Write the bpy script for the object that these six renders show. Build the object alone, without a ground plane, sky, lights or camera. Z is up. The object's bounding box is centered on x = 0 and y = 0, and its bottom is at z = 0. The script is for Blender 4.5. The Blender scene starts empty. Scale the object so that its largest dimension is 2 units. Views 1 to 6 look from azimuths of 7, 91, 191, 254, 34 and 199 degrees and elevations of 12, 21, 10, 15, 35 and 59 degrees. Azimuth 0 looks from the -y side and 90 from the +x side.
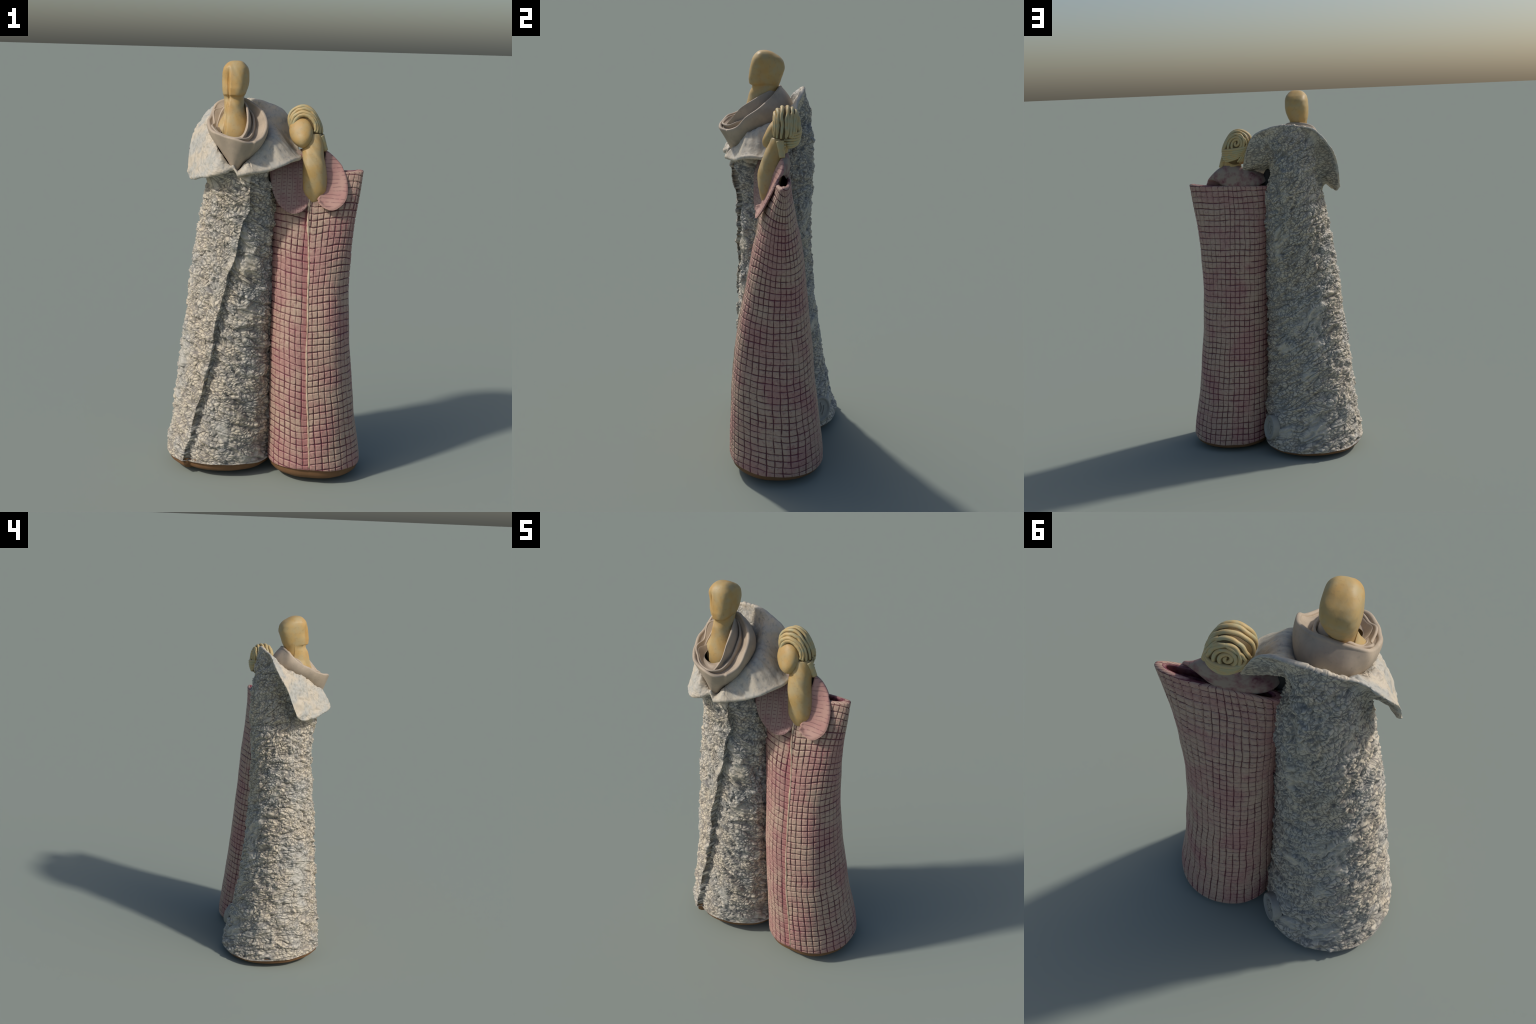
"""Ceramic sculpture of an embracing couple: a tall man in a cracked grey-cream coat with a
draped cape collar and a cowl scarf, and a shorter woman in a pink coat pressed with a grid."""
import bpy
import numpy as np
from math import pi, radians

TAU = 2 * pi
rng = np.random.default_rng(7)


# ------------------------------------------------------------------ small maths helpers
def hermite(keys_x, keys_y, x):
    """Smooth curve through key points (shape preserving, end values held)."""
    kx, ky = np.asarray(keys_x, float), np.asarray(keys_y, float)
    flat = ky.ndim == 1
    if flat:
        ky = ky[:, None]
    h = np.diff(kx)[:, None]
    s = np.diff(ky, axis=0) / h
    m = np.zeros_like(ky)
    m[0], m[-1] = s[0], s[-1]
    same = s[:-1] * s[1:] > 0
    w1, w2 = 2 * h[1:] + h[:-1], h[1:] + 2 * h[:-1]
    with np.errstate(divide="ignore", invalid="ignore"):
        mm = (w1 + w2) / (w1 / s[:-1] + w2 / s[1:])
    m[1:-1] = np.where(same, mm, 0)
    x = np.asarray(x, float)
    shape = x.shape
    xf = np.clip(x.ravel(), kx[0], kx[-1])
    i = np.clip(np.searchsorted(kx, xf) - 1, 0, len(kx) - 2)
    t = ((xf - kx[i]) / (kx[i + 1] - kx[i]))[:, None]
    hi = (kx[i + 1] - kx[i])[:, None]
    y = (ky[i] * (2 * t**3 - 3 * t**2 + 1) + m[i] * hi * (t**3 - 2 * t**2 + t)
         + ky[i + 1] * (-2 * t**3 + 3 * t**2) + m[i + 1] * hi * (t**3 - t**2))
    return y[:, 0].reshape(shape) if flat else y.reshape(shape + (ky.shape[1],))


def catmull(points, t, closed=False):
    """Catmull-Rom through points at parameter t in 0..1."""
    p = np.asarray(points, float)
    n = len(p)
    seg = n if closed else n - 1
    f = np.asarray(t, float) * seg
    i = np.clip(np.floor(f).astype(int), 0, seg - 1)
    u = (f - i)[..., None]
    at = (lambda k: p[k % n]) if closed else (lambda k: p[np.clip(k, 0, n - 1)])
    a, b, c, d = at(i - 1), at(i), at(i + 1), at(i + 2)
    return 0.5 * (2 * b + (c - a) * u + (2 * a - 5 * b + 4 * c - d) * u**2 + (3 * b - a - 3 * c + d) * u**3)


def around(phi_deg, values, phi):
    """Periodic smooth interpolation of values given at angles in degrees."""
    k = np.asarray(phi_deg, float) % 360
    v = np.asarray(values, float)
    o = np.argsort(k)
    k, v = k[o], v[o]
    k = np.r_[k[-3:] - 360, k, k[:3] + 360]
    v = np.concatenate([v[-3:], v, v[:3]])
    x = np.degrees(phi) % 360
    flat = v.ndim == 1
    if flat:
        v = v[:, None]
    m = np.zeros_like(v)
    m[1:-1] = (v[2:] - v[:-2]) / (k[2:] - k[:-2])[:, None]
    xf = np.ravel(x)
    i = np.clip(np.searchsorted(k, xf) - 1, 1, len(k) - 3)
    hi = (k[i + 1] - k[i])[:, None]
    t = (xf - k[i])[:, None] / hi
    y = (v[i] * (2 * t**3 - 3 * t**2 + 1) + m[i] * hi * (t**3 - 2 * t**2 + t)
         + v[i + 1] * (-2 * t**3 + 3 * t**2) + m[i + 1] * hi * (t**3 - t**2))
    return y[:, 0].reshape(np.shape(x)) if flat else y.reshape(np.shape(x) + (v.shape[1],))


def ring_through(points, centre, phi, sx=1.0, sy=1.0):
    """Closed 3D curve through points, looked up by the angle seen from centre."""
    p = np.asarray(points, float)
    ang = np.degrees(np.arctan2((p[:, 1] - centre[1]) / sy, (p[:, 0] - centre[0]) / sx))
    return around(ang, p, phi)


def smooth(a, b, x):
    t = np.clip((x - a) / (b - a), 0, 1)
    return t * t * (3 - 2 * t)


def bezier(p0, p1, p2, p3, t):
    t = np.asarray(t)[:, None, None]
    return (1 - t)**3 * p0 + 3 * (1 - t)**2 * t * p1 + 3 * (1 - t) * t**2 * p2 + t**3 * p3


def wobble(x, seed, octaves=3):
    r = np.random.default_rng(seed)
    y = 0
    for k in range(octaves):
        for _ in range(3):
            y = y + np.sin(x * (2**k) * r.uniform(0.7, 1.4) + r.uniform(0, TAU)) / 3 / 1.6**k
    return y


def super_k(phi, n):
    return (np.abs(np.cos(phi))**n + np.abs(np.sin(phi))**n)**(-1 / n)


# ------------------------------------------------------------------ mesh helpers
thing = bpy.data.objects.new("couple_sculpture", None)
bpy.context.scene.collection.objects.link(thing)
thing["label"] = "ceramic embracing couple in grey cracked coat and pink grid coat"
thing["category"] = "sculpture"


def mesh_object(name, verts, faces, material, parent=None):
    me = bpy.data.meshes.new(name)
    verts = np.asarray(verts, np.float32).reshape(-1, 3)
    faces = [np.asarray(f, np.int32) for f in faces if len(f)]
    loops = np.concatenate([f.ravel() for f in faces])
    sizes = np.concatenate([np.full(len(f), f.shape[1]) for f in faces])
    me.vertices.add(len(verts))
    me.vertices.foreach_set("co", verts.ravel())
    me.loops.add(len(loops))
    me.loops.foreach_set("vertex_index", loops)
    me.polygons.add(len(sizes))
    me.polygons.foreach_set("loop_start", np.r_[0, np.cumsum(sizes)[:-1]].astype(np.int32))
    me.update(calc_edges=True)
    me.validate()
    me.polygons.foreach_set("use_smooth", np.ones(len(me.polygons), bool))
    me.materials.append(material)
    ob = bpy.data.objects.new(name, me)
    bpy.context.scene.collection.objects.link(ob)
    ob.parent = parent or thing
    return ob


def grid_faces(rows, cols, closed=True, start=0):
    i, j = np.meshgrid(np.arange(rows - 1), np.arange(cols if closed else cols - 1), indexing="ij")
    jn = (j + 1) % cols
    f = np.stack([i * cols + j, i * cols + jn, (i + 1) * cols + jn, (i + 1) * cols + j], -1)
    return f.reshape(-1, 4) + start


def loft(name, rings, material, parent=None, cap_start=False, cap_end=False):
    """rings: (rows, cols, 3), closed around; rows run so that normals face outwards."""
    rows, cols = rings.shape[:2]
    v = rings.reshape(-1, 3)
    faces = [grid_faces(rows, cols)]
    j = np.arange(cols)
    if cap_start:
        v = np.vstack([v, rings[0].mean(0)])
        faces.append(np.stack([np.full(cols, len(v) - 1), (j + 1) % cols, j], -1))
    if cap_end:
        v = np.vstack([v, rings[-1].mean(0)])
        o = (rows - 1) * cols
        faces.append(np.stack([np.full(cols, len(v) - 1), o + j, o + (j + 1) % cols], -1))
    return mesh_object(name, v, faces, material, parent)


def vertex_normals(me):
    n = np.empty(len(me.vertices) * 3, np.float32)
    me.vertex_normals.foreach_get("vector", n)
    return n.reshape(-1, 3)


def split_off(ob, keep, name, material, parent=None):
    """Moves the faces where keep is False to a new object; borders and normals stay shared."""
    me = ob.data
    co = np.empty(len(me.vertices) * 3, np.float32)
    me.vertices.foreach_get("co", co)
    co = co.reshape(-1, 3)
    nor = vertex_normals(me)
    starts = np.empty(len(me.polygons), np.int32)
    me.polygons.foreach_get("loop_start", starts)
    totals = np.empty(len(me.polygons), np.int32)
    me.polygons.foreach_get("loop_total", totals)
    lv = np.empty(len(me.loops), np.int32)
    me.loops.foreach_get("vertex_index", lv)
    out = []
    for mask, nm, mat, par in ((keep, ob.name, me.materials[0], ob.parent), (~keep, name, material, parent or ob.parent)):
        faces = []
        for size in (3, 4):
            sel = np.where(mask & (totals == size))[0]
            if len(sel):
                faces.append(lv[starts[sel][:, None] + np.arange(size)])
        used = np.unique(np.concatenate([f.ravel() for f in faces]))
        remap = np.zeros(len(co), np.int32)
        remap[used] = np.arange(len(used))
        out.append((co[used], [remap[f] for f in faces], nor[used], nm, mat, par))
    bpy.data.objects.remove(ob)
    bpy.data.meshes.remove(me)
    obs = []
    for v, f, n, nm, mat, par in out:
        o = mesh_object(nm, v, f, mat, par)
        o.data.normals_split_custom_set_from_vertices(n)
        obs.append(o)
    return obs


def tube(path, radius, sides=8):
    """Verts and quads of a round strand along a path; radius is one number per point."""
    p = np.asarray(path, float)
    n = len(p)
    r = np.broadcast_to(np.asarray(radius, float), (n,))
    t = np.gradient(p, axis=0)
    t /= np.linalg.norm(t, axis=1)[:, None]
    up = np.array([0.31, 0.87, 0.38])
    a = np.cross(t, up)
    a /= np.linalg.norm(a, axis=1)[:, None]
    b = np.cross(t, a)
    ang = np.linspace(0, TAU, sides, endpoint=False)
    v = p[:, None] + r[:, None, None] * (np.cos(ang)[None, :, None] * a[:, None] + np.sin(ang)[None, :, None] * b[:, None])
    f = grid_faces(n, sides)[:, ::-1]
    caps = [np.arange(sides)[None, :], (np.arange(sides)[::-1] + (n - 1) * sides)[None, :]]
    return v.reshape(-1, 3), f, caps


# ------------------------------------------------------------------ node helpers
class Nodes:
    """Builds the same maths in a shader tree or in a geometry tree."""

    def __init__(self, tree):
        self.t = tree

    def new(self, kind, **props):
        n = self.t.nodes.new(kind)
        for k, v in props.items():
            setattr(n, k, v)
        return n

    def put(self, socket, value):
        if isinstance(value, bpy.types.NodeSocket):
            self.t.links.new(value, socket)
        elif value is not None:
            socket.default_value = value

    def math(self, op, a, b=None, c=None, clamp=False):
        n = self.new("ShaderNodeMath", operation=op, use_clamp=clamp)
        for s, v in zip(n.inputs, (a, b, c)):
            self.put(s, v)
        return n.outputs[0]

    def vec(self, op, a, b=None):
        n = self.new("ShaderNodeVectorMath", operation=op)
        self.put(n.inputs[0], a)
        if b is not None:
            self.put(n.inputs[1], b)
        return n.outputs[0]

    def xyz(self, v):
        n = self.new("ShaderNodeSeparateXYZ")
        self.put(n.inputs[0], v)
        return n.outputs

    def join(self, x, y, z):
        n = self.new("ShaderNodeCombineXYZ")
        for s, v in zip(n.inputs, (x, y, z)):
            self.put(s, v)
        return n.outputs[0]

    def noise(self, v, scale, detail=2.0, rough=0.5, distortion=0.0):
        n = self.new("ShaderNodeTexNoise")
        self.put(n.inputs["Vector"], v)
        for k, val in (("Scale", scale), ("Detail", detail), ("Roughness", rough), ("Distortion", distortion)):
            self.put(n.inputs[k], val)
        return n.outputs[0]

    def noise_vector(self, v, scale, detail=2.0):
        self.noise(v, scale, detail)
        return self.t.nodes[-1].outputs[1]

    def voronoi(self, v, scale, feature="DISTANCE_TO_EDGE", rand=1.0):
        n = self.new("ShaderNodeTexVoronoi", feature=feature)
        self.put(n.inputs["Vector"], v)
        self.put(n.inputs["Scale"], scale)
        self.put(n.inputs["Randomness"], rand)
        return n.outputs["Distance"]

    def ramp(self, x, a, b, lo=0.0, hi=1.0, kind="SMOOTHSTEP"):
        n = self.new("ShaderNodeMapRange", interpolation_type=kind)
        for s, v in zip(n.inputs, (x, a, b, lo, hi)):
            self.put(s, v)
        return n.outputs[0]

    def curve(self, x, keys):
        """Function of x through (x, y) keys; x and y both scaled to 0..1 by the caller."""
        n = self.new("ShaderNodeFloatCurve")
        c = n.mapping.curves[0]
        n.mapping.use_clip = False
        while len(c.points) < len(keys):
            c.points.new(0.5, 0.5)
        for p, (kx, ky) in zip(c.points, keys):
            p.location = (kx, ky)
        n.mapping.update()
        self.put(n.inputs[1], x)
        return n.outputs[0]

    def mix(self, fac, a, b, kind="MIX"):
        n = self.new("ShaderNodeMix", data_type="RGBA", blend_type=kind)
        self.put(n.inputs["Factor"], fac)
        self.put(n.inputs[6], a if not isinstance(a, tuple) else (*a, 1.0))
        self.put(n.inputs[7], b if not isinstance(b, tuple) else (*b, 1.0))
        return n.outputs[2]


def material(name, build, rough=0.6, bump=None):
    m = bpy.data.materials.new(name)
    m.use_nodes = True
    t = m.node_tree
    bsdf = t.nodes["Principled BSDF"]
    k = Nodes(t)
    pos = k.new("ShaderNodeTexCoord").outputs["Object"]
    colour, height = build(k, pos)
    k.put(bsdf.inputs["Base Color"], colour)
    k.put(bsdf.inputs["Roughness"], rough)
    bsdf.inputs["Specular IOR Level"].default_value = 0.35
    if height is not None:
        b = k.new("ShaderNodeBump")
        b.inputs["Strength"].default_value = bump[0]
        b.inputs["Distance"].default_value = bump[1]
        k.put(b.inputs["Height"], height)
        k.put(bsdf.inputs["Normal"], b.outputs[0])
    return m


def relief(ob, height, amount):
    """Displaces the mesh along its normals by a node height field, scaled per vertex (geometry only)."""
    me = ob.data
    a = me.attributes.new("relief_amount", "FLOAT", "POINT")
    a.data.foreach_set("value", np.asarray(amount, np.float32).ravel())
    g = bpy.data.node_groups.new("relief", "GeometryNodeTree")
    g.interface.new_socket("Geometry", in_out="INPUT", socket_type="NodeSocketGeometry")
    g.interface.new_socket("Geometry", in_out="OUTPUT", socket_type="NodeSocketGeometry")
    k = Nodes(g)
    gin, gout = k.new("NodeGroupInput"), k.new("NodeGroupOutput")
    named = k.new("GeometryNodeInputNamedAttribute", data_type="FLOAT")
    named.inputs["Name"].default_value = "relief_amount"
    h = k.math("MULTIPLY", height(k, k.new("GeometryNodeInputPosition").outputs[0]), named.outputs["Attribute"])
    scale = k.new("ShaderNodeVectorMath", operation="SCALE")
    k.put(scale.inputs[0], k.new("GeometryNodeInputNormal").outputs[0])
    k.put(scale.inputs["Scale"], h)
    sp = k.new("GeometryNodeSetPosition")
    k.put(sp.inputs["Geometry"], gin.outputs[0])
    k.put(sp.inputs["Offset"], scale.outputs[0])
    k.put(gout.inputs[0], sp.outputs[0])
    mod = ob.modifiers.new("relief", "NODES")
    mod.node_group = g
    deps = bpy.context.evaluated_depsgraph_get()
    new = bpy.data.meshes.new_from_object(ob.evaluated_get(deps))
    ob.modifiers.clear()
    ob.data = new
    bpy.data.meshes.remove(me)
    bpy.data.node_groups.remove(g)
    if "relief_amount" in new.attributes:
        new.attributes.remove(new.attributes["relief_amount"])
    new.name = ob.name


# ------------------------------------------------------------------ surface patterns (shared by shape and colour)
def coat_coords(k, pos):
    """Wrap-around coordinates of the coat: direction from its leaning axis, and height."""
    x, y, z = k.xyz(pos)
    dx = k.math("SUBTRACT", x, k.math("MULTIPLY_ADD", z, 0.045, -0.22))
    dy = k.math("ADD", y, 0.02)
    flat = k.join(dx, dy, 0.0)
    r = k.math("SQRT", k.math("MULTIPLY_ADD", dx, dx, k.math("MULTIPLY", dy, dy)))
    r = k.math("MULTIPLY_ADD", k.ramp(z, 1.45, 1.60), k.math("SUBTRACT", r, 0.18), 0.26)
    d = k.vec("MULTIPLY", k.vec("NORMALIZE", flat), k.join(r, r, 0.0))
    dx, dy, _ = k.xyz(d)
    return k.join(dx, dy, z)


def crackle(k, pos):
    """Elephant-skin pattern: 0 in the cracks, 1 on the pads."""
    q = coat_coords(k, pos)
    bend = k.vec("SUBTRACT", k.noise_vector(q, 9.0, 1.0), (0.5, 0.5, 0.5))
    small = k.vec("SUBTRACT", k.noise_vector(q, 30.0, 1.0), (0.5, 0.5, 0.5))
    w = k.vec("ADD", q, k.vec("ADD", k.vec("MULTIPLY", bend, (0.075, 0.075, 0.075)), k.vec("MULTIPLY", small, (0.021, 0.021, 0.021))))
    pads = k.ramp(k.voronoi(k.vec("MULTIPLY", w, (0.62, 0.62, 1.30)), 54.0, rand=0.8), 0.0, 0.32)
    squiggle = k.noise(k.vec("MULTIPLY", w, (0.8, 0.8, 1.4)), 24.0, 0.0, 0.5, 0.6)
    worm = k.ramp(k.math("ABSOLUTE", k.math("SUBTRACT", squiggle, 0.5)), 0.0, 0.05)
    smooth_spot = k.ramp(k.noise(q, 6.5, 2.0), 0.56, 0.70, 0.0, 0.55)
    c = k.math("MULTIPLY", k.math("MULTIPLY_ADD", worm, 0.6, 0.4), k.math("MULTIPLY_ADD", pads, 0.8, 0.2))
    return k.math("MULTIPLY_ADD", k.math("SUBTRACT", 0.8, c), smooth_spot, c)


def coat_height(k, pos):
    q = coat_coords(k, pos)
    x, y, z = k.xyz(q)
    c = crackle(k, pos)
    tilt = k.join(x, y, k.math("MULTIPLY_ADD", x, 0.9, k.math("MULTIPLY", z, 2.2)))
    folds = k.math("SUBTRACT", k.noise(tilt, 11.0, 2.0, 0.5, 0.8), 0.5)
    line = k.math("ABSOLUTE", k.math("SUBTRACT", k.noise(k.vec("MULTIPLY", tilt, (0.8, 0.8, 1.4)), 7.0, 0.0, 0.5, 0.5), 0.5))
    crease = k.ramp(line, 0.0, 0.03, 1.0, 0.0)
    fine = k.math("SUBTRACT", k.noise(q, 90.0, 2.0), 0.5)
    h = k.math("MULTIPLY_ADD", c, 0.0046, -0.0042)
    h = k.math("MULTIPLY_ADD", folds, 0.056, h)
    h = k.math("MULTIPLY_ADD", crease, -0.007, h)
    return k.math("MULTIPLY_ADD", fine, 0.002, h)


# woman's coat: (z, left x, right x, front y, back y)
PINK = np.array([
    (0.06, 0.034, 0.494, -0.268, 0.206), (0.15, 0.034, 0.481, -0.265, 0.198), (0.30, 0.033, 0.458, -0.258, 0.182),
    (0.45, 0.032, 0.439, -0.250, 0.166), (0.60, 0.030, 0.423, -0.234, 0.153), (0.78, 0.026, 0.410, -0.207, 0.138),
    (0.95, 0.022, 0.402, -0.172, 0.121), (1.10, 0.015, 0.404, -0.140, 0.108), (1.20, 0.008, 0.410, -0.114, 0.094),
    (1.30, 0.001, 0.419, -0.087, 0.077), (1.40, -0.006, 0.433, -0.055, 0.062), (1.47, -0.010, 0.442, -0.026, 0.055),
    (1.50, -0.012, 0.446, -0.018, 0.053)])
COLUMNS, ROW = 40, 0.0325
SEAM_X = ((0.06, 0.259), (0.30, 0.243), (0.53, 0.233), (0.83, 0.223), (1.11, 0.210), (1.35, 0.199), (1.50, 0.196))


def pink_grid(k, pos):
    """Pressed grid: 1 on the pads, 0 in the grooves."""
    x, y, z = k.xyz(pos)
    t = k.math("DIVIDE", z, 1.6)
    kz = PINK[:, 0] / 1.6
    xc = k.curve(t, list(zip(kz, PINK[:, 1:3].mean(1) * 2)))
    a = k.curve(t, list(zip(kz, (PINK[:, 2] - PINK[:, 1]) * 2)))
    yc = k.curve(t, list(zip(kz, PINK[:, 3:5].mean(1) * 5 + 0.5)))
    b = k.curve(t, list(zip(kz, (PINK[:, 4] - PINK[:, 3]) * 2)))
    px = k.math("DIVIDE", k.math("SUBTRACT", x, k.math("MULTIPLY", xc, 0.5)), a)
    py = k.math("DIVIDE", k.math("SUBTRACT", y, k.math("MULTIPLY_ADD", yc, 0.2, -0.1)), b)
    phi = k.math("ARCTAN2", py, px)
    wx = k.math("SUBTRACT", k.noise(pos, 7.0, 1.0), 0.5)
    wz = k.math("SUBTRACT", k.noise(k.vec("ADD", pos, (3.1, 1.7, 0.4)), 8.0, 1.0), 0.5)
    # cloth coordinate: the columns crowd a little at the two sides
    u = k.math("MULTIPLY_ADD", k.math("SINE", k.math("MULTIPLY", phi, 2.0)), -0.06, phi)
    u = k.math("MULTIPLY_ADD", wx, 0.10, u)
    u = k.math("MULTIPLY", u, COLUMNS / TAU)
    front = k.ramp(py, -0.35, 0.15, 1.0, 0.0)
    lift = k.math("MULTIPLY", k.math("ABSOLUTE", k.math("SUBTRACT", x, 0.225)), front)
    v = k.math("MULTIPLY_ADD", lift, -0.21, z)
    v = k.math("MULTIPLY_ADD", wz, 0.022, v)
    v = k.math("DIVIDE", v, ROW)
    du = k.math("ABSOLUTE", k.math("SUBTRACT", k.math("FRACT", u), 0.5))
    dv = k.math("ABSOLUTE", k.math("SUBTRACT", k.math("FRACT", v), 0.5))
    soft = k.noise(pos, 16.0, 2.0)
    lo = k.ramp(soft, 0.3, 0.7, 0.335, 0.425)
    gu = k.ramp(du, lo, 0.485, 1.0, 0.0)
    gv = k.ramp(dv, lo, 0.485, 1.0, 0.0)
    fade_u = k.ramp(k.noise(k.vec("MULTIPLY", pos, (1.0, 1.0, 0.6)), 22.0, 1.0), 0.30, 0.48, 0.45, 1.0)
    gu = k.math("SUBTRACT", 1.0, k.math("MULTIPLY", k.math("SUBTRACT", 1.0, gu), fade_u))
    fade_v = k.ramp(k.noise(k.vec("MULTIPLY", k.vec("ADD", pos, (5.0, 2.0, 1.0)), (0.6, 0.6, 1.0)), 20.0, 1.0), 0.28, 0.44, 0.45, 1.0)
    gv = k.math("SUBTRACT", 1.0, k.math("MULTIPLY", k.math("SUBTRACT", 1.0, gv), fade_v))
    return k.math("MULTIPLY", gu, gv)


def seam_distance(k, pos):
    """Signed distance to the front opening along x, large away from the front."""
    x, y, z = k.xyz(pos)
    xs = k.curve(k.math("DIVIDE", z, 1.6), [(a / 1.6, b * 2) for a, b in SEAM_X])
    d = k.math("SUBTRACT", x, k.math("MULTIPLY", xs, 0.5))
    return k.math("ADD", d, k.ramp(y, -0.03, 0.03, 0.0, 5.0))


def pink_height(k, pos):
    g = pink_grid(k, pos)
    big = k.math("SUBTRACT", k.noise(pos, 5.0, 1.0), 0.5)
    fine = k.math("SUBTRACT", k.noise(pos, 110.0, 2.0), 0.5)
    h = k.math("MULTIPLY_ADD", g, 0.0052, -0.004)
    h = k.math("MULTIPLY_ADD", big, 0.012, h)
    return k.math("MULTIPLY_ADD", fine, 0.0022, h)


# ------------------------------------------------------------------ materials
def build_coat(k, pos):
    q = coat_coords(k, pos)
    c = crackle(k, pos)
    patch = k.ramp(k.noise(q, 6.0, 3.0, 0.6), 0.35, 0.68)
    speck = k.noise(q, 130.0, 2.0)
    pad = k.mix(patch, (0.61, 0.525, 0.39), (0.495, 0.465, 0.40))
    crack = k.mix(patch, (0.225, 0.195, 0.165), (0.195, 0.192, 0.18))
    col = k.mix(k.ramp(c, 0.10, 0.66), crack, pad)
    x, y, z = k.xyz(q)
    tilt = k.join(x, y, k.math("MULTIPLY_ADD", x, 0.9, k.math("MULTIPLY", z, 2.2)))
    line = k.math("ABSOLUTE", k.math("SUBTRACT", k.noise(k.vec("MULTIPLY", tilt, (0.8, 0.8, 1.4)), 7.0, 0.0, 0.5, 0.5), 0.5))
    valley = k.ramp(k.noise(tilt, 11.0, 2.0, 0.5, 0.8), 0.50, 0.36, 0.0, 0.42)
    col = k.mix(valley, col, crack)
    col = k.mix(k.ramp(line, 0.0, 0.03, 0.6, 0.0), col, (0.19, 0.18, 0.165))
    col = k.mix(k.ramp(speck, 0.52, 0.75, 0.0, 0.30), col, (0.34, 0.325, 0.30))
    return col, speck


def build_collar(k, pos):
    patch = k.ramp(k.noise(pos, 11.0, 3.0, 0.6), 0.38, 0.64)
    streak = k.noise(k.vec("MULTIPLY", pos, (1.0, 1.0, 0.45)), 60.0, 3.0, 0.6)
    col = k.mix(patch, (0.56, 0.485, 0.375), (0.45, 0.435, 0.385))
    col = k.mix(k.ramp(streak, 0.5, 0.72, 0.0, 0.55), col, (0.25, 0.25, 0.24))
    col = k.mix(k.ramp(streak, 0.44, 0.30, 0.0, 0.4), col, (0.58, 0.52, 0.42))
    return col, streak


def build_scarf(k, pos):
    n = k.noise(pos, 14.0, 3.0, 0.55)
    f = k.noise(pos, 120.0, 2.0)
    col = k.mix(k.ramp(n, 0.35, 0.65), (0.48, 0.385, 0.285), (0.40, 0.325, 0.245))
    col = k.mix(k.ramp(f, 0.55, 0.8, 0, 0.3), col, (0.26, 0.22, 0.18))
    return col, f


def build_skin(k, pos):
    n = k.noise(pos, 16.0, 3.0, 0.6)
    f = k.noise(pos, 70.0, 3.0, 0.6)
    col = k.mix(k.ramp(n, 0.35, 0.66), (0.51, 0.335, 0.125), (0.46, 0.35, 0.175))
    col = k.mix(k.ramp(k.noise(pos, 9.0, 2.0), 0.50, 0.68, 0, 0.7), col, (0.50, 0.285, 0.085))
    col = k.mix(k.ramp(f, 0.52, 0.75, 0, 0.45), col, (0.36, 0.235, 0.095))
    return col, f


def build_hair(k, pos):
    n = k.noise(pos, 30.0, 3.0, 0.6)
    col = k.mix(k.ramp(n, 0.4, 0.65), (0.55, 0.40, 0.18), (0.46, 0.41, 0.23))
    return col, k.noise(pos, 110.0, 2.0)


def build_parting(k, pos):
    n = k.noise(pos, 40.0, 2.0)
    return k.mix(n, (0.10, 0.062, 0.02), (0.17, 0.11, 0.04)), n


def pink_colour(k, pos, g):
    patch = k.ramp(k.noise(pos, 5.5, 3.0, 0.6), 0.38, 0.64)
    dirt = k.noise(pos, 75.0, 3.0, 0.65)
    pad = k.mix(patch, (0.475, 0.335, 0.25), (0.425, 0.235, 0.20))
    pad = k.mix(k.ramp(dirt, 0.52, 0.70, 0, 0.65), pad, (0.27, 0.105, 0.11))
    pad = k.mix(k.ramp(dirt, 0.42, 0.28, 0, 0.5), pad, (0.56, 0.43, 0.33))
    groove = k.mix(patch, (0.125, 0.045, 0.048), (0.15, 0.032, 0.052))
    x, y, z = k.xyz(pos)
    d = seam_distance(k, pos)
    wob = k.math("MULTIPLY_ADD", k.noise(pos, 22.0, 2.0), 0.03, d)
    near = k.math("MULTIPLY", k.ramp(wob, -0.032, 0.0), k.ramp(d, 0.004, 0.0))  # crimson strip painted as the shadow beside the overlapping front
    crease = k.ramp(k.math("MULTIPLY_ADD", k.noise(pos, 8.0, 2.0), 0.06, x), 0.10, 0.05)
    rosy = k.math("MAXIMUM", k.math("MULTIPLY", near, 0.85), k.math("MULTIPLY", crease, 0.65))
    pad = k.mix(rosy, pad, (0.38, 0.16, 0.15))
    groove = k.mix(near, groove, (0.25, 0.065, 0.085))
    return k.mix(g, groove, pad), dirt


def build_pink(k, pos):
    return pink_colour(k, pos, k.ramp(pink_grid(k, pos), 0.1, 0.85))


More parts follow.
